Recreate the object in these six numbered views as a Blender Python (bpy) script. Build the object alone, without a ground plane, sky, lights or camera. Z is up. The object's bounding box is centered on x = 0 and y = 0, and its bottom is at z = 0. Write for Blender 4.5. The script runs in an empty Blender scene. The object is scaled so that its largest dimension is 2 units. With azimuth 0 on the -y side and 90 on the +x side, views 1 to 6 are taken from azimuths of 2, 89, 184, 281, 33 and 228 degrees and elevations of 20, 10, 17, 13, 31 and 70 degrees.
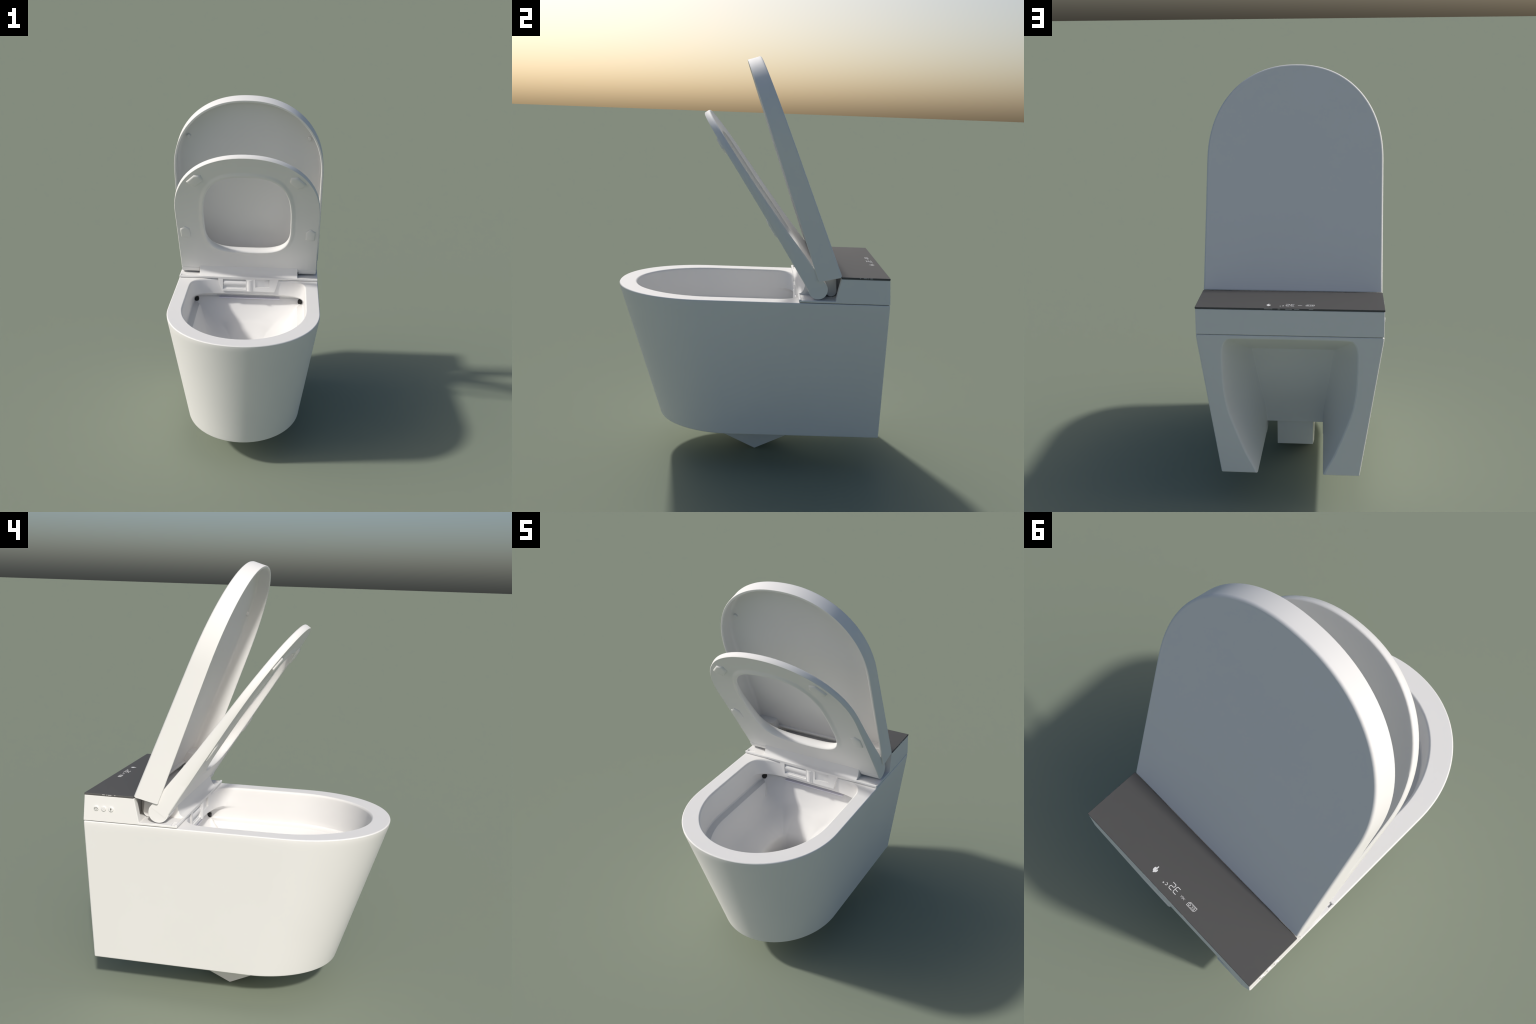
import bpy, bmesh, math
from mathutils import Vector, Matrix

# ------------------------------------------------------------------ materials
def principled(name, color, rough=0.35, metallic=0.0, spec=0.5, coat=0.0, grain=0.0, vary=0.0):
    m = bpy.data.materials.new(name); m.use_nodes = True
    nt = m.node_tree; b = nt.nodes["Principled BSDF"]
    b.inputs["Base Color"].default_value = (*color, 1)
    b.inputs["Roughness"].default_value = rough
    b.inputs["Metallic"].default_value = metallic
    b.inputs["Specular IOR Level"].default_value = spec
    b.inputs["Coat Weight"].default_value = coat
    if vary:
        tc = nt.nodes.new("ShaderNodeTexCoord")
        no = nt.nodes.new("ShaderNodeTexNoise"); no.inputs["Scale"].default_value = 3.0
        no.inputs["Detail"].default_value = 2.0
        ra = nt.nodes.new("ShaderNodeValToRGB")
        ra.color_ramp.elements[0].color = (*[c * (1 - vary) for c in color], 1)
        ra.color_ramp.elements[1].color = (*[min(1, c * (1 + vary)) for c in color], 1)
        ra.color_ramp.elements[0].position = 0.35; ra.color_ramp.elements[1].position = 0.65
        nt.links.new(tc.outputs["Object"], no.inputs["Vector"])
        nt.links.new(no.outputs["Fac"], ra.inputs["Fac"])
        nt.links.new(ra.outputs["Color"], b.inputs["Base Color"])
    return m

M_CERAMIC = principled("white_ceramic", (0.80, 0.797, 0.79), 0.6, spec=0.16, vary=0.006)
M_PLASTIC = principled("white_plastic", (0.80, 0.797, 0.79), 0.62, spec=0.16, vary=0.006)
M_PANEL = principled("dark_glass_panel", (0.105, 0.104, 0.103), 0.6, spec=0.08)
M_MARK = principled("white_print", (0.85, 0.85, 0.85), 0.5)
M_INK = principled("grey_ink", (0.12, 0.12, 0.11), 0.5)
M_PALE = principled("pale_grey_ink", (0.62, 0.62, 0.62), 0.5)
M_BLACK = principled("jet_hole_black", (0.006, 0.006, 0.006), 0.6)  # flat black imitating the dark inside of the jet holes
M_STRIP = principled("lavender_slot_strip", (0.78, 0.765, 0.86), 0.5)

# ------------------------------------------------------------------ helpers
COL = bpy.context.scene.collection

def finish(name, bm_or_me, mat, parent=None, smooth=32, weighted=True):
    if isinstance(bm_or_me, bmesh.types.BMesh):
        me = bpy.data.meshes.new(name); bm_or_me.normal_update(); bm_or_me.to_mesh(me); bm_or_me.free()
    else:
        me = bm_or_me; me.name = name
    ob = bpy.data.objects.new(name, me); COL.objects.link(ob)
    me.materials.clear(); me.materials.append(mat)
    if smooth:
        for p in me.polygons: p.use_smooth = True
        me.set_sharp_from_angle(angle=math.radians(smooth))
        if weighted:
            md = ob.modifiers.new("weighted", "WEIGHTED_NORMAL"); md.keep_sharp = True; md.weight = 60
            apply_mods(ob)
    if parent is not None: ob.parent = parent
    return ob

def apply_mods(ob):
    dg = bpy.context.evaluated_depsgraph_get(); dg.update()
    me = bpy.data.meshes.new_from_object(ob.evaluated_get(dg))
    old = ob.data; ob.modifiers.clear(); ob.data = me; me.name = old.name
    bpy.data.meshes.remove(old)

def temp(bm):
    me = bpy.data.meshes.new("tmp"); bmesh.ops.recalc_face_normals(bm, faces=bm.faces); bm.to_mesh(me); bm.free()
    ob = bpy.data.objects.new("tmp", me); COL.objects.link(ob); return ob

def boolean(ob, cutter, op="DIFFERENCE"):
    md = ob.modifiers.new("b", "BOOLEAN"); md.operation = op; md.object = cutter; md.solver = "EXACT"
    apply_mods(ob)
    me = cutter.data; bpy.data.objects.remove(cutter); bpy.data.meshes.remove(me)

def take_mesh(ob):
    me = ob.data; bpy.data.objects.remove(ob)
    bm = bmesh.new(); bm.from_mesh(me); bpy.data.meshes.remove(me)
    bmesh.ops.remove_doubles(bm, verts=bm.verts, dist=1e-5)
    bmesh.ops.recalc_face_normals(bm, faces=bm.faces)
    return bm

def loft(rings, cap=True, bm=None):
    """closed rings of equal length -> skinned solid"""
    bm = bm or bmesh.new()
    R = [[bm.verts.new(p) for p in r] for r in rings]
    n = len(rings[0])
    for a, b in zip(R, R[1:]):
        for i in range(n):
            j = (i + 1) % n
            bm.faces.new((a[i], a[j], b[j], b[i]))
    if cap:
        bm.faces.new(R[0][::-1]); bm.faces.new(R[-1])
    bmesh.ops.recalc_face_normals(bm, faces=bm.faces)
    return bm

def offset(pts, d):
    """inset a closed 2D outline by d along mitred normals (outline is counter-clockwise)"""
    out = []; n = len(pts)
    for i in range(n):
        p0, p1, p2 = Vector(pts[i - 1]), Vector(pts[i]), Vector(pts[(i + 1) % n])
        e1 = (p1 - p0).normalized(); e2 = (p2 - p1).normalized()
        n1 = Vector((-e1.y, e1.x)); n2 = Vector((-e2.y, e2.x))
        m = (n1 + n2); m = m / max(m.length, 1e-6); c = max(m.dot(n1), 0.5)
        out.append((p1.x + m.x * d / c, p1.y + m.y * d / c))
    return out

def prism(profile, x0, x1, bevel=0.0, seg=3, axis="x"):
    """extrude a (y,z) profile along x, or an (x,z) profile along y, or (x,y) along z"""
    bm = bmesh.new()
    def P(a, b, t): return {"x": (t, a, b), "y": (a, t, b), "z": (a, b, t)}[axis]
    A = [bm.verts.new(P(a, b, x0)) for a, b in profile]; B = [bm.verts.new(P(a, b, x1)) for a, b in profile]
    n = len(profile)
    bm.faces.new(A); bm.faces.new(B[::-1])
    for i in range(n):
        j = (i + 1) % n; bm.faces.new((A[i], B[i], B[j], A[j]))
    bmesh.ops.recalc_face_normals(bm, faces=bm.faces)
    if bevel:
        es = [e for e in bm.edges if e.calc_face_angle(0) > 0.35]
        bmesh.ops.bevel(bm, geom=es, offset=bevel, segments=seg, profile=0.5, affect="EDGES")
    return bm

def box(x0, x1, y0, y1, z0, z1, bevel=0.0, seg=3):
    return prism([(y0, z0), (y1, z0), (y1, z1), (y0, z1)], x0, x1, bevel, seg)

def join(bm, other):
    me = bpy.data.meshes.new("j"); other.to_mesh(me); other.free(); bm.from_mesh(me); bpy.data.meshes.remove(me); return bm

def cylinder(r, p0, p1, seg=32, bevel=0.0):
    p0 = Vector(p0); p1 = Vector(p1); d = p1 - p0
    bm = bmesh.new()
    bmesh.ops.create_cone(bm, cap_ends=True, segments=seg, radius1=r, radius2=r, depth=d.length)
    if bevel:
        es = [e for e in bm.edges if e.calc_face_angle(0) > 1.0]
        bmesh.ops.bevel(bm, geom=es, offset=bevel, segments=3, profile=0.5, affect="EDGES")
    q = Vector((0, 0, 1)).rotation_difference(d.normalized()).to_matrix().to_4x4()
    bmesh.ops.transform(bm, matrix=Matrix.Translation((p0 + p1) / 2) @ q, verts=bm.verts)
    return bm

def lerp(a, b, t): return a + (b - a) * t

def smooth_curve(pts, per=6):
    """Catmull-Rom through control points of any dimension"""
    out = []
    P = [Vector(p) for p in pts]
    for i in range(len(P) - 1):
        a = P[max(i - 1, 0)]; b = P[i]; c = P[i + 1]; d = P[min(i + 2, len(P) - 1)]
        for k in range(per):
            t = k / per
            out.append(0.5 * ((2 * b) + (c - a) * t + (2 * a - 5 * b + 4 * c - d) * t * t + (3 * b - a - 3 * c + d) * t ** 3))
    out.append(P[-1]); return out

def arch(a, b, n, t):
    """quarter-to-quarter superellipse, t in 0..1 from +x side over the top to -x side"""
    th = math.pi * t; c, s = math.cos(th), math.sin(th)
    return (a * math.copysign(abs(c) ** (2 / n), c), b * abs(s) ** (2 / n))

# ------------------------------------------------------------------ the toilet
toilet = bpy.data.objects.new("toilet", None); COL.objects.link(toilet)
toilet["label"] = "white wall-hung smart toilet with raised lid and seat"
toilet["category"] = "toilet"

YB = 0.6595           # rear plane
Z_BOT, Z_TOP = 0.173, 0.869

# ---- ceramic bowl: U-shaped plan, tapering downwards
def body_outline(z, inset=0.0):
    t = min(1.0, (z - Z_BOT) / (0.858 - Z_BOT))
    W = lerp(0.3225, 0.4175, t); F = lerp(-0.4455, -0.6605, t); yc = lerp(-0.07, -0.22, t); n = lerp(2.0, 2.08, t)
    pts = []
    N = 72
    for i in range(N + 1):                     # front half-ellipse, from -x to +x
        x, y = arch(W, yc - F, n, i / N)
        pts.append((-x, yc - y))
    for k in range(1, 9): pts.append((W, lerp(yc, YB - 0.0065, k / 8)))
    for k in range(1, 4):
        a = math.pi / 2 * k / 4; pts.append((W - 0.0065 + 0.0065 * math.cos(a), YB - 0.0065 + 0.0065 * math.sin(a)))
    for k in range(0, 13): pts.append((lerp(W - 0.0065, -W + 0.0065, k / 12), YB))
    for k in range(1, 4):
        a = math.pi / 2 * k / 4; pts.append((-W + 0.0065 - 0.0065 * math.sin(a), YB - 0.0065 + 0.0065 * math.cos(a)))
    for k in range(0, 8): pts.append((-W, lerp(YB - 0.0065, yc, k / 8)))
    return offset(pts, inset) if inset else pts

rings = []
R_T, R_B = 0.006, 0.006
for k in range(5):
    a = math.pi / 2 * k / 4
    z = Z_BOT + R_B * (1 - math.sin(a)); ins = R_B * (1 - math.cos(a))
    rings.insert(0, [(x, y, z) for x, y in body_outline(z, ins)])
for z in [0.25, 0.35, 0.45, 0.55, 0.65, 0.75, 0.83, 0.852]:
    rings.append([(x, y, z) for x, y in body_outline(z)])
for k in range(1, 6):
    a = math.pi / 2 * k / 5
    rings.append([(x, y, Z_TOP - R_T * (1 - math.sin(a))) for x, y in body_outline(0.869, R_T * (1 - math.cos(a)))])
body = temp(loft(rings))

# cavity of the bowl
def bowl_outline(a=0.338, front=0.393, yc=-0.18, rear=0.246, y_side=0.08, n_rear=4.0):
    pts = []
    for i in range(65):
        x, y = arch(a, front, 2.05, i / 64); pts.append((-x, yc - y))
    for k in range(1, 7): pts.append((a, lerp(yc, y_side, k / 6)))
    for i in range(1, 48):
        x, y = arch(a, rear - y_side, n_rear, i / 48); pts.append((x, y_side + y))
    for k in range(0, 6): pts.append((-a, lerp(y_side, yc, k / 6)))
    return pts

def ledge_width(p):                           # shelf for the flush water: sides and front only
    y = p[1]; t = min(1, max(0, (0.285 - y) / 0.03)); return lerp(0.008, 0.043, t)

rings = []
base = bowl_outline()
low = bowl_outline(a=0.3385, rear=0.306, y_side=0.12, n_rear=8.0)
for z, d in [(0.885, -0.012), (0.8692, -0.010), (0.8665, -0.005), (0.862, -0.0015), (0.856, 0.0)]:
    rings.append([(x, y, z) for x, y in offset(base, d)])
for z, t in [(0.83, 0.0), (0.80, 0.02), (0.772, 0.06), (0.762, 0.2), (0.752, 0.6), (0.742, 0.95)]:
    rings.append([(lerp(p[0], q[0], t), lerp(p[1], q[1], t), z) for p, q in zip(base, low)])
edge = []
for p, q in zip(low, offset(low, 1.0)):
    w = ledge_width(p); nx, ny = q[0] - p[0], q[1] - p[1]; l = math.hypot(nx, ny) or 1
    edge.append((p[0] + nx / l * w, p[1] + ny / l * w))
rear_up = lambda y: 0.030 * min(1, max(0, (y - 0.265) / 0.025))
rings.append([(x, y, 0.706 + rear_up(y) * 0.8) for x, y in low])
rings.append([(lerp(p[0], q[0], 0.1), lerp(p[1], q[1], 0.1), 0.699 + rear_up(p[1])) for p, q in zip(low, edge)])
rings.append([(lerp(p[0], q[0], 0.92), lerp(p[1], q[1], 0.92), 0.696 + rear_up(p[1])) for p, q in zip(low, edge)])
drain_c, drain_rx, drain_ry = (0.0, -0.035), 0.104, 0.124
def drain(p):
    a = math.atan2(p[1] - drain_c[1], p[0] - drain_c[0]); c, s_ = math.cos(a), math.sin(a); return (drain_c[0] + drain_rx * math.copysign(abs(c) ** 0.7, c), drain_c[1] + drain_ry * math.copysign(abs(s_) ** 0.7, s_))
inner = bowl_outline(a=0.2955, front=0.350, rear=0.288, y_side=0.04, n_rear=2.8)
for t, zz in [(0.03, 0.684), (0.12, 0.637), (0.25, 0.592), (0.4, 0.563), (0.6, 0.539), (0.8, 0.518), (0.93, 0.503), (0.97, 0.494), (1.0, 0.482)]:
    r = []
    for e, i_ in zip(edge, inner):
        k = min(1, t / 0.3); k = k * k * (3 - 2 * k)
        p = (lerp(e[0], i_[0], k), lerp(e[1], i_[1], k))
        q = drain(e); z0 = zz + rear_up(p[1]) * (1 - t) + 0.026 * min(1, max(0, p[1] / 0.25)) * max(0, math.sin(math.pi * (t - 0.3) / 0.7))
        r.append((lerp(p[0], q[0], t), lerp(p[1], q[1], t), z0))
    rings.append(r)
for s, z in [(0.985, 0.455), (0.96, 0.35), (0.88, 0.28), (0.5, 0.252)]:
    rings.append([(lerp(drain_c[0], drain(p)[0], s), lerp(drain_c[1], drain(p)[1], s), z) for p in edge])
boolean(body, temp(loft(rings)))

# rear mounting recess: from the opening in the back face in to the bowl's outer wall
half = [((0.153, 0.10), (0.145, 0.27, 0.10)), ((0.153, 0.177), (0.145, 0.27, 0.177)),
        ((0.202, 0.286), (0.147, 0.265, 0.238)), ((0.246, 0.404), (0.156, 0.29, 0.34)),
        ((0.279, 0.507), (0.171, 0.33, 0.44)), ((0.295, 0.62), (0.185, 0.37, 0.55)),
        ((0.298, 0.735), (0.196, 0.395, 0.64)), ((0.296, 0.80), (0.202, 0.41, 0.68)),
        ((0.283, 0.834), (0.20, 0.413, 0.697)), ((0.255, 0.8445), (0.185, 0.416, 0.700)),
        ((0.13, 0.846), (0.10, 0.425, 0.704)), ((0.0, 0.846), (0.0, 0.43, 0.706))]
op = [tuple(v) for v in smooth_curve([h[0] for h in half])]
wl = [tuple(v) for v in smooth_curve([h[1] for h in half])]
op_full = op + [(-x, z) for x, z in op[-2::-1]]        # counter-clockwise in x,z seen from -y
wl_full = wl + [(-x, y, z) for x, y, z in wl[-2::-1]]
rings = []
for y, d in [(0.70, -0.012), (0.6597, -0.010), (0.656, -0.004), (0.648, -0.0005)]:
    rings.append([(x, y, z) for x, z in offset(op_full, d)])
for t in (0.15, 0.35, 0.6, 0.85, 0.96):
    rings.append([(lerp(o[0], w[0], t ** 1.15), lerp(0.648, w[1], t), lerp(o[1], w[2], t)) for o, w in zip(op_full, wl_full)])
rings.append([(w[0] * 0.97, w[1] - 0.004, w[2]) for w in wl_full])
bm = bmesh.new()
R = [[bm.verts.new(p) for p in r] for r in rings]; n = len(R[0])
for a, b in zip(R, R[1:]):
    for i in range(n):
        j = (i + 1) % n; bm.faces.new((a[i], a[j], b[j], b[i]))
m = n // 2
for r, rev in ((R[-1], 1), (R[0], -1)):                          # end walls, in horizontal strips
    for i in range(m):
        j = n - 1 - i
        f = (r[i], r[m], r[j]) if i + 1 == m else (r[i], r[i + 1], r[j - 1], r[j])
        bm.faces.new(f[::rev])
boolean(body, temp(bm))
boolean(body, temp(box(-0.1435, 0.1435, -0.2, 0.285, 0.11, 0.2281)))
bowl = finish("bowl", take_mesh(body), M_CERAMIC, toilet, smooth=30)

# flush slot strip, and solid black plugs standing in for the open jet holes
finish("flush_slot_strip", box(-0.180, 0.192, 0.2785, 0.315, 0.7255, 0.7305, 0.001), M_STRIP, bowl)
for s in (-1, 1):
    finish("jet_hole_plug", cylinder(0.0135, (s * 0.3165, 0.2655, 0.7175), (s * 0.3165, 0.32, 0.7175), 24, 0.0015), M_BLACK, bowl)

# ---- trap outlet under the bowl: a V-shaped prism
finish("trap_outlet", prism([(-0.30, 0.1655), (0.054, 0.0), (0.243, 0.088), (0.243, 0.24), (-0.14, 0.24)], -0.092, 0.092, 0.002, 2), M_CERAMIC, toilet)

# ---- bidet unit (rear deck)
unit = temp(prism([(0.234, 0.8718), (0.6595, 0.8718), (0.652, 0.988), (0.4265, 0.988), (0.4045, 0.8815), (0.234, 0.8815)], -0.4165, 0.4165, 0.0025, 3))
boolean(unit, temp(box(-0.384, 0.384, 0.36, 0.447, 0.8846, 0.984)))
for sg in (-1, 1):                      # shallow wedge-shaped dips behind the front lip, at both ends
    boolean(unit, temp(prism([(sg * 0.410, 0.8745), (sg * 0.410, 0.895), (sg * 0.362, 0.895), (sg * 0.362, 0.8812)], 0.2455, 0.263, axis="y")))
bidet = finish("bidet_unit", take_mesh(unit), M_PLASTIC, toilet)
finish("deck_lip", box(-0.416, 0.416, 0.2335, 0.2445, 0.8765, 0.8855, 0.003), M_PLASTIC, bidet)

# control panel and its printed display
panel = finish("control_panel", box(-0.418, 0.418, 0.4285, 0.6525, 0.9885, 0.9975, 0.0022), M_PANEL, toilet)
ZP = 0.9977
def mark(name, strokes, width, parent=panel, mat=M_MARK, frame=None, h=0.0006):
    """flat strokes (polylines in a 2D frame) as thin raised print"""
    bm = bmesh.new()
    for pl in strokes:
        closed = pl[0] == pl[-1] and len(pl) > 2
        P = [Vector(p) for p in pl]
        n = len(P) - 1 if closed else len(P)
        L, Rr = [], []
        for i in range(n):
            a = P[(i - 1) % n] if (closed or i) else P[i]; b = P[i]
            c = P[(i + 1) % n] if (closed or i < n - 1) else P[i]
            e1 = (b - a).normalized() if (b - a).length > 0 else (c - b).normalized()
            e2 = (c - b).normalized() if (c - b).length > 0 else e1
            m = Vector((-(e1 + e2).y, (e1 + e2).x)); m = m.normalized() if m.length else Vector((-e1.y, e1.x))
            k = width / 2 / max(0.6, m.dot(Vector((-e1.y, e1.x))))
            L.append(b + m * k); Rr.append(b - m * k)
        idx = list(range(n)) + ([0] if closed else [])
        for i, j in zip(idx, idx[1:]):
            q = [L[i], Rr[i], Rr[j], L[j]]
            lo = [bm.verts.new(frame(p.x, p.y, 0)) for p in q]; hi = [bm.verts.new(frame(p.x, p.y, h)) for p in q]
            bm.faces.new(hi); bm.faces.new(lo[::-1])
            for u in range(4):
                v = (u + 1) % 4; bm.faces.new((lo[u], lo[v], hi[v], hi[u]))
    bmesh.ops.remove_doubles(bm, verts=bm.verts, dist=1e-7)
    bmesh.ops.recalc_face_normals(bm, faces=bm.faces)
    return finish(name, bm, mat, parent, smooth=0)

def filled(name, pts, parent, mat, frame, h=0.0006):
    bm = bmesh.new()
    lo = [bm.verts.new(frame(x, y, 0)) for x, y in pts]; hi = [bm.verts.new(frame(x, y, h)) for x, y in pts]
    bm.faces.new(hi); bm.faces.new(lo[::-1]); n = len(pts)
    for i in range(n):
        j = (i + 1) % n; bm.faces.new((lo[i], lo[j], hi[j], hi[i]))
    bmesh.ops.recalc_face_normals(bm, faces=bm.faces)
    return finish(name, bm, mat, parent, smooth=0)

top = lambda cx, cy, s=1.0: (lambda x, y, h: (cx + x * s, cy + y * s, ZP - 0.0004 + h))
def circ(r, n=16, a0=0, a1=360, cx=0, cy=0, ry=None):
    ry = ry or r
    return [(cx + r * math.cos(math.radians(lerp(a0, a1, k / n))), cy + ry * math.sin(math.radians(lerp(a0, a1, k / n)))) for k in range(n + 1)]
w = 0.0022
# digits 3 and 2
mark("display_digit", [[(-0.0085, 0.012), (0.004, 0.012), (0.0065, 0.009), (0.0065, -0.009), (0.004, -0.012), (-0.0085, -0.012)], [(-0.006, 0), (0.0062, 0)]], w, frame=top(-0.012, 0.6105))
mark("display_digit", [[(-0.0085, 0.012), (0.004, 0.012), (0.0065, 0.009), (0.0065, 0.003), (0.004, 0), (-0.0055, 0), (-0.008, -0.003), (-0.008, -0.009), (-0.0055, -0.012), (0.008, -0.012)]], w, frame=top(0.0095, 0.6105))
mark("display_unit_letter", [circ(0.0045, 12, 60, 300)], 0.0018, frame=top(0.0305, 0.6195))
mark("display_degree_sign", [circ(0.0019, 10)], 0.0016, frame=top(0.0412, 0.6235))
# eco badge
L_, H_, c_ = 0.0185, 0.0078, 0.005
mark("eco_badge", [[(-L_, -H_), (L_ - c_, -H_), (L_, -H_ + c_), (L_, H_), (-L_ + c_, H_), (-L_, H_ - c_), (-L_, -H_)],
                   [(-0.008, 0.0045), (-0.0125, 0.0045), (-0.0125, -0.0045), (-0.008, -0.0045)], [(-0.0125, 0), (-0.0085, 0)],
                   circ(0.0040, 10, 55, 305, -0.0005, 0, 0.0045), circ(0.0036, 12, 0, 360, 0.0105, 0, 0.0045)], 0.0015, frame=top(-0.0905, 0.6105))
# fan symbol
mark("fan_symbol", [[(-0.004, -0.0005), (0, 0.003), (0.004, -0.0005), (0, -0.004), (-0.004, -0.0005)], [(-0.004, 0), (-0.008, 0.004)], [(0.004, 0), (0.009, 0.004)],
                    [(-0.004, -0.001), (-0.0095, -0.002)], [(0.004, -0.001), (0.010, -0.003)], [(0, 0.003), (0.001, 0.006)]], 0.0013, frame=top(-0.046, 0.6115), mat=M_PALE)
# hand symbol with one long finger pointing to the front
hand = [(-0.0022, 0.004), (-0.0022, -0.013), (0.0018, -0.013), (0.0018, -0.004), (0.0055, -0.006), (0.0085, -0.002), (0.0085, 0.005), (0.006, 0.010), (0.003, 0.0105), (0.0025, 0.0145),
        (-0.001, 0.0145), (-0.002, 0.011), (-0.0055, 0.010), (-0.0085, 0.005), (-0.0085, -0.001), (-0.005, -0.004)]
filled("hand_symbol", hand, panel, M_MARK, top(0.0935, 0.611))
# marks repeated on the panel's edges
rear = lambda x, y, h: (x, 0.6524 + h, 0.9945 + y)
mark("edge_mark", [[(0.110, 0), (0.074, 0)], [(0.050, 0), (0.040, 0)], [(0.017, 0), (-0.012, 0)], [(-0.022, 0), (-0.044, 0)], [(-0.086, 0), (-0.105, 0)]], 0.0016, frame=rear, mat=M_PALE)
for s in (-1, 1):
    side = lambda x, y, h, s=s: (s * (0.4179 + h), x, 0.9945 + y)
    mark("edge_mark", [[(0.570, 0), (0.558, 0)], [(0.551, 0), (0.548, 0)], [(0.544, 0), (0.528, 0)], [(0.515, 0), (0.510, 0)]], 0.0022, frame=side, mat=M_PALE)

# three push buttons on the left cheek
for k, yb in enumerate((0.598, 0.564, 0.530)):
    b = finish("push_button", cylinder(0.0110, (-0.413, yb, 0.932), (-0.4215, yb, 0.932), 32, 0.002), M_PLASTIC, bidet)
    fr = lambda x, y, h, yb=yb: (-0.4213 - h, yb - x, 0.932 + y)
    if k == 0: mark("button_symbol", [[(-0.0055, 0.0033), (0.0045, 0.0033), (0.0065, 0), (0.0045, -0.0033), (-0.0055, -0.0033), (-0.0072, 0), (-0.0055, 0.0033)]], 0.0020, b, M_INK, fr)
    if k == 1: mark("button_symbol", [[(-0.006, 0.002), (-0.003, -0.001), (0.001, -0.0025), (0.005, -0.001), (0.006, 0.003)], [(-0.001, 0.002), (0.002, 0.0)]], 0.0013, b, M_PALE, fr)
    if k == 2: filled("button_symbol", [(0, 0.0075), (0.0035, 0), (0.0012, -0.0025), (0.0008, -0.008), (-0.0008, -0.008), (-0.0012, -0.0025), (-0.0035, 0)], b, M_INK, fr)

# ---- nozzle housing: wedge across the deck, in front of the seat hinge
prof = [(0.236, 0.879), (0.2365, 0.8865), (0.245, 0.8885), (0.253, 0.893), (0.259, 0.902), (0.264, 0.918), (0.267, 0.935), (0.271, 0.946), (0.280, 0.953), (0.30, 0.955), (0.335, 0.953), (0.352, 0.94), (0.356, 0.879)]
housing = finish("nozzle_housing", prism(prof, -0.2955, 0.2955, 0.003, 2), M_PLASTIC, bidet, smooth=40)

finish("hinge_cover", prism([(0.355, 0.879), (0.355, 0.948), (0.366, 0.956), (0.40, 0.959), (0.4455, 0.960), (0.4455, 0.879)], -0.262, 0.262, 0.003, 2), M_PLASTIC, bidet, smooth=40)

# nozzle block hanging into the bowl
blk = temp(prism([(-0.184, 0.876), (0.184, 0.876), (0.159, 0.791), (-0.159, 0.791)], 0.235, 0.315, 0.0015, 2, axis="y"))
boolean(blk, temp(box(-0.153, -0.0145, 0.20, 0.285, 0.805, 0.868)))
boolean(blk, temp(box(0.043, 0.128, 0.20, 0.262, 0.820, 0.8705)))
block = finish("nozzle_block", take_mesh(blk), M_PLASTIC, housing)
finish("spray_nozzle", cylinder(0.0245, (-0.1515, 0.2605, 0.8400), (-0.013, 0.2605, 0.8400), 32, 0.003), M_PLASTIC, block)
finish("nozzle_sill", box(-0.154, -0.0135, 0.2425, 0.29, 0.803, 0.8125, 0.0015), M_PLASTIC, block)
finish("nozzle_shutter", cylinder(0.0215, (0.009, 0.2495, 0.7925), (0.009, 0.2495, 0.866), 32, 0.0015), M_PLASTIC, block)
# concave flap behind the right window
A = [(lerp(0.0435, 0.1275, k / 12), 0.2385 + 0.009 * math.sin(math.pi / 2 * k / 12)) for k in range(13)]
finish("nozzle_flap", prism(A + [(0.1275, 0.2625), (0.0435, 0.2625)], 0.8205, 0.870, axis="z"), M_PLASTIC, block)

# ---- seat
C0 = Vector((0, 0.321, 0.931)); U = Vector((0, -0.5713, 0.8207)); N = Vector((0, 0.8207, 0.5713))
def table(T, s):
    s = max(T[0][0], min(T[-1][0], s))
    for (a, u), (b, v) in zip(T, T[1:]):
        if s <= b: return lerp(u, v, (s - a) / (b - a))
H_UNDER = [(-0.05, -0.044), (0.0, -0.042), (0.1, -0.036), (0.3, -0.0265), (0.5, -0.019), (0.65, -0.0145), (0.8, -0.0135), (0.972, -0.0155)]
H_OVER = [(-0.05, 0.046), (0.0, 0.045), (0.1, 0.042), (0.2, 0.035), (0.31, 0.0285), (0.54, 0.0215), (0.7, 0.0195), (0.85, 0.018), (0.972, 0.0155)]
def under(x, s): return table(H_UNDER, s)      # underside, along N
def full(s): return table(H_OVER, s)           # sitting side at the rim of the seat
def seat_pt(x, s, f):
    return C0 + Vector((x, 0, 0)) + U * s + N * (under(x, s) if f < 0 else full(s))
def seat_outline():
    pts = [(lerp(-0.400, 0.400, k / 10), 0.0) for k in range(1, 10)]
    pts.insert(0, (-0.4065, 0.0)); pts.append((0.4065, 0.0))
    for k in range(1, 9): pts.append((lerp(0.4065, 0.4025, k / 8), 0.52 * k / 8))
    for i in range(1, 64):
        x, y = arch(0.4025, 0.452, 2.15, i / 64); pts.append((x, 0.52 + y))
    for k in range(8, 0, -1): pts.append((-lerp(0.4065, 0.4025, k / 8), 0.52 * k / 8))
    return pts
so = seat_outline()
def hole_outline(a, s_mid, up, down, nu=2.9, nd=3.5, k=96):
    pts = []
    for i in range(k + 1):
        x, y = arch(a, up, nu, i / k); pts.append((x, s_mid + y))
    for i in range(1, k):
        x, y = arch(a, down, nd, i / k); pts.append((-x, s_mid - y))
    return pts
S_MID = 0.45
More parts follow.
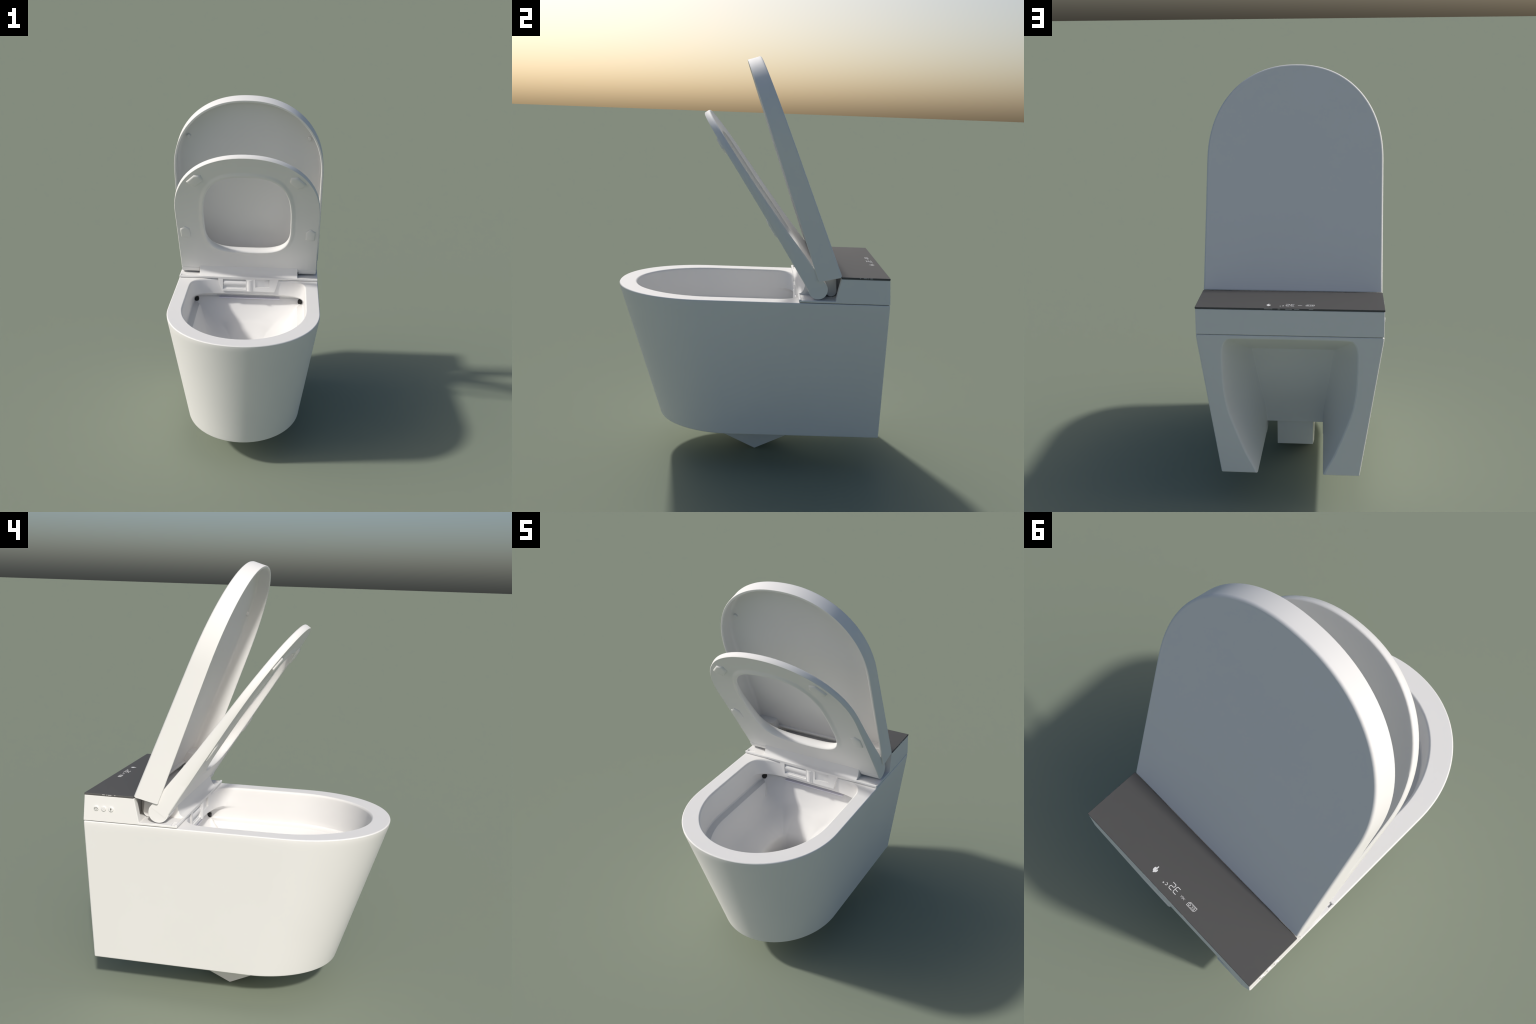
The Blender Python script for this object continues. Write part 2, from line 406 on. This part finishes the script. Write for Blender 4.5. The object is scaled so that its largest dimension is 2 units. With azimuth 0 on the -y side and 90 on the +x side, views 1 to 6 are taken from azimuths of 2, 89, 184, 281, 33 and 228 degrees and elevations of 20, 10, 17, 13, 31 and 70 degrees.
def along(poly, ang):
    """where the ray from the seat's middle at this angle leaves the outline"""
    dx, dy = math.cos(ang), math.sin(ang); best = None
    for i in range(len(poly)):
        x1, y1 = poly[i]; x2, y2 = poly[(i + 1) % len(poly)]
        y1 -= S_MID; y2 -= S_MID
        ex, ey = x2 - x1, y2 - y1; den = dx * ey - dy * ex
        if abs(den) < 1e-12: continue
        t = (x1 * ey - y1 * ex) / den; u = (x1 * dy - y1 * dx) / den
        if t > 0 and -1e-6 <= u <= 1 + 1e-6 and (best is None or t > best): best = t
    return (dx * best, S_MID + dy * best)
angles = []
corner = math.atan2(-S_MID, 0.4065)
for a0, a1, k in ((corner, math.pi / 2, 56), (math.pi / 2, math.pi - corner, 56), (math.pi - corner, 2 * math.pi + corner, 48)):
    angles += [lerp(a0, a1, i / k) for i in range(k)]
o_s = [along(so, a) for a in angles]
HF = hole_outline(0.2485, S_MID, 0.388, 0.268)
h_f = [along(HF, a) for a in angles]     # where the underside starts to roll in
h_t = [along(hole_outline(0.243, S_MID, 0.376, 0.262), a) for a in angles]     # narrowest
h_m = [along(hole_outline(0.260, S_MID, 0.400, 0.306), a) for a in angles]     # sitting side
def sstep(a, b, v):
    v = min(1, max(0, (v - a) / (b - a))); return v * v * (3 - 2 * v)
def edge_dist(x, s):                      # distance to the sides and the rounded end
    ax = abs(x)
    if s < 0.52: return 0.405 - ax
    r = ((ax / 0.4025) ** 2.15 + ((s - 0.52) / 0.452) ** 2.15) ** (1 / 2.15)
    return (1 - r) * 0.42
def lip(x, s):                            # rolled lip round the opening, standing out of the underside
    r = math.hypot(x, s - S_MID); h = along(HF, math.atan2(s - S_MID, x)); d = r - math.hypot(h[0], h[1] - S_MID)
    return under(x, s) - 0.009 * (1 - sstep(0.002, 0.024, d))
def over(x, s):                           # dished sitting side
    d = min(1, max(0, edge_dist(x, s) / 0.15)); return full(s) - lerp(0.021, 0.011, min(1, s / 0.8)) * d * (1.35 - 0.35 * d)
def P3(x, s, h): return tuple(C0 + Vector((x, 0, 0)) + U * s + N * h)
rings = []
mixp = lambda A, B, t: [(lerp(p[0], q[0], t), lerp(p[1], q[1], t)) for p, q in zip(A, B)]
for t in (0.94, 0.91, 0.86, 0.78, 0.68, 0.55, 0.42, 0.3, 0.2, 0.12, 0.06):      # sitting side, edge inwards
    rings.append([P3(x, s, over(x, s)) for x, s in mixp(h_m, o_s, t)][:])
for k in range(0, 13):                                                                 # rounded inner edge
    ring = []
    for p, c, q in zip(h_m, h_t, h_f):
        hi, lo_h = over(*p), under(*q) - 0.009; mid = lerp(lo_h, hi, 0.22)
        if k <= 5: a = math.pi / 2 * k / 5; A, ha, hb_ = p, hi, mid; u = math.sin(a); v = 1 - math.cos(a)
        else: a = math.pi / 2 * (12 - k) / 6; A, ha, hb_ = q, lo_h, mid; u = math.sin(a); v = 1 - math.cos(a)
        ring.append(P3(lerp(A[0], c[0], u), lerp(A[1], c[1], u), lerp(ha, hb_, v)))
    rings.append(ring)
for t in (0.03, 0.06, 0.09, 0.12, 0.15, 0.18, 0.22, 0.3, 0.5, 0.7, 0.82, 0.9, 0.95, 0.985):                           # underside, outwards
    rings.append([P3(x, s, lip(x, s) if t < 0.4 else under(x, s)) for x, s in mixp(h_f, o_s, t)])
rings.append([P3(x, s, under(x, s) + 0.003) for x, s in o_s])
rings.append([P3(x, s, lerp(under(x, s), over(x, s), 0.5)) for x, s in o_s])
def pulled(d):                                   # outline drawn in by d towards the opening
    out = []
    for p, q in zip(o_s, h_m):
        l = math.hypot(q[0] - p[0], q[1] - p[1]); out.append((p[0] + (q[0] - p[0]) / l * d, p[1] + (q[1] - p[1]) / l * d))
    return out
for d, drop in ((0.0, 0.010), (0.0008, 0.006), (0.0024, 0.0028), (0.005, 0.0008)):
    rings.append([P3(x, s, full(s) - drop) for x, s in pulled(d)])
rings.append(rings[0])
bm = loft(rings, cap=False); bmesh.ops.remove_doubles(bm, verts=bm.verts, dist=1e-6)
bmesh.ops.recalc_face_normals(bm, faces=bm.faces)
seat = finish("seat", bm, M_PLASTIC, toilet, smooth=40, weighted=False)
# rounded hinge ends of the seat
prof = []
for k in range(25):
    a = math.radians(lerp(0, 180, k / 24))
    p = C0 - U * (0.045 * math.sin(a)) - N * (0.045 * math.cos(a)); prof.append((p.y, p.z))
p = C0 + U * 0.02 + N * 0.0425; prof.append((p.y, p.z)); p = C0 + U * 0.02 - N * 0.0425; prof.append((p.y, p.z))
for sg in (-1, 1):
    a, b = sorted((sg * 0.30, sg * 0.4055))
    finish("seat_hinge", prism(prof, a, b, 0.0015, 2), M_PLASTIC, seat, smooth=40)
# rubber-like bumpers
def bumper(cx, cs, rot, lx, ls, h):
    pts = [(-lx, -ls), (0, -ls * 1.15), (lx, -ls), (lx * 1.02, ls * 0.62), (0.0, ls * 1.1), (-lx * 1.02, ls * 0.62)]
    c, s_ = math.cos(rot), math.sin(rot); rr = []
    for d, k in [(-0.004, 1.0), (h * 0.45, 0.97), (h * 0.85, 0.86), (h, 0.70)]:
        rr.append([tuple(seat_pt(cx + (x * c - y * s_) * k, cs + (x * s_ + y * c) * k, -1) - N * d) for x, y in pts])
    return finish("seat_bumper", loft(rr), M_PLASTIC, seat, smooth=50, weighted=False)
for s in (-1, 1):
    bumper(s * 0.268, 0.796, s * math.radians(40), 0.029, 0.044, 0.0105)
    bumper(s * 0.358, 0.355, 0, 0.027, 0.045, 0.008)

# ---- lid: wedge-shaped shell, open towards the front
LB0, LB1 = Vector((0, 0.430, 0.996)), Vector((0, 0.0215, 2.0015))
LF0, LF1 = Vector((0, 0.321, 0.971)), Vector((0, -0.044, 1.981))
LEN = (LB1 - LB0).length
def lid_pt(x, s, t):
    b = LB0 + (LB1 - LB0) * (s / LEN); f = LF0 + (LF1 - LF0) * (s / LEN)
    p = b + (f - b) * t; return Vector((x, p.y, p.z))
def lid_outline(a=0.4165, s0=0.62, s_end=LEN, n=2.17, bottom=0.0):
    pts = [(lerp(-a, a, k / 10), bottom) for k in range(11)]
    for k in range(1, 9): pts.append((a, lerp(bottom, s0, k / 8)))
    for i in range(1, 72):
        x, y = arch(a, s_end - s0, n, i / 72); pts.append((x, s0 + y))
    for k in range(8, 0, -1): pts.append((-a, lerp(bottom, s0, k / 8)))
    return pts
lo = lid_outline()
rings = [[tuple(lid_pt(x, s, t)) for x, s in offset(lo, d)] for d, t in
         [(0.009, 0.0), (0.0045, 0.012), (0.0015, 0.045), (0.0, 0.10), (0.0, 0.3), (0, 0.6), (0, 0.95), (0.001, 0.985), (0.003, 1.0)]]
lid_ob = temp(loft(rings))
li = lid_outline(a=0.4035, s_end=LEN - 0.013, bottom=-0.05)
rings = [[tuple(lid_pt(x, s, t)) for x, s in offset(li, d)] for d, t in
         [(0.020, 0.13), (0.011, 0.145), (0.004, 0.19), (0.0, 0.28), (0.0, 0.6), (0.0, 0.95), (-0.004, 1.01), (-0.008, 1.3)]]
boolean(lid_ob, temp(loft(rings)))
lid = finish("lid", take_mesh(lid_ob), M_PLASTIC, toilet, smooth=35)
# bottom bar of the shell, corner brackets and hinge arms
def lid_block(x0, x1, s0, s1, t0, t1, bev=0.003):
    bm = bmesh.new()
    v = [[bm.verts.new(lid_pt(x, s, t)) for x, s in ((x0, s0), (x1, s0), (x1, s1), (x0, s1))] for t in (t0, t1)]
    bm.faces.new(v[0]); bm.faces.new(v[1][::-1])
    for i in range(4):
        j = (i + 1) % 4; bm.faces.new((v[0][i], v[0][j], v[1][j], v[1][i]))
    bmesh.ops.recalc_face_normals(bm, faces=bm.faces)
    bmesh.ops.bevel(bm, geom=bm.edges[:], offset=bev, segments=3, profile=0.5, affect="EDGES")
    return bm
finish("lid_bar", lid_block(-0.30, 0.30, 0.004, 0.018, 0.05, 0.24), M_PLASTIC, lid)
for s in (-1, 1):
    a, b = sorted((s * 0.285, s * 0.408))
    finish("lid_bracket", lid_block(a, b, 0.002, 0.066, 0.05, 0.55), M_PLASTIC, lid)
    prof = [(0.408, 0.985), (0.414, 0.925)]
    for k in range(13):
        an = math.radians(lerp(10, -190, k / 12)); prof.append((0.390 + 0.026 * math.cos(an), 0.9095 + 0.026 * math.sin(an)))
    prof += [(0.350, 0.985)]
    a, b = sorted((s * 0.268, s * 0.326))
    finish("lid_hinge_arm", prism(prof, a, b, 0.002, 2), M_PLASTIC, lid, smooth=40)
    q = lid_pt(s * 0.331, 0.0, 0); 
    c = lid_pt(s * 0.331, 0.828, 0.13); d = (lid_pt(0, 0.828, 1) - lid_pt(0, 0.828, 0)).normalized()
    finish("lid_bumper", cylinder(0.0115, c - d * 0.003, c + d * 0.0095, 24, 0.003), M_PLASTIC, lid)
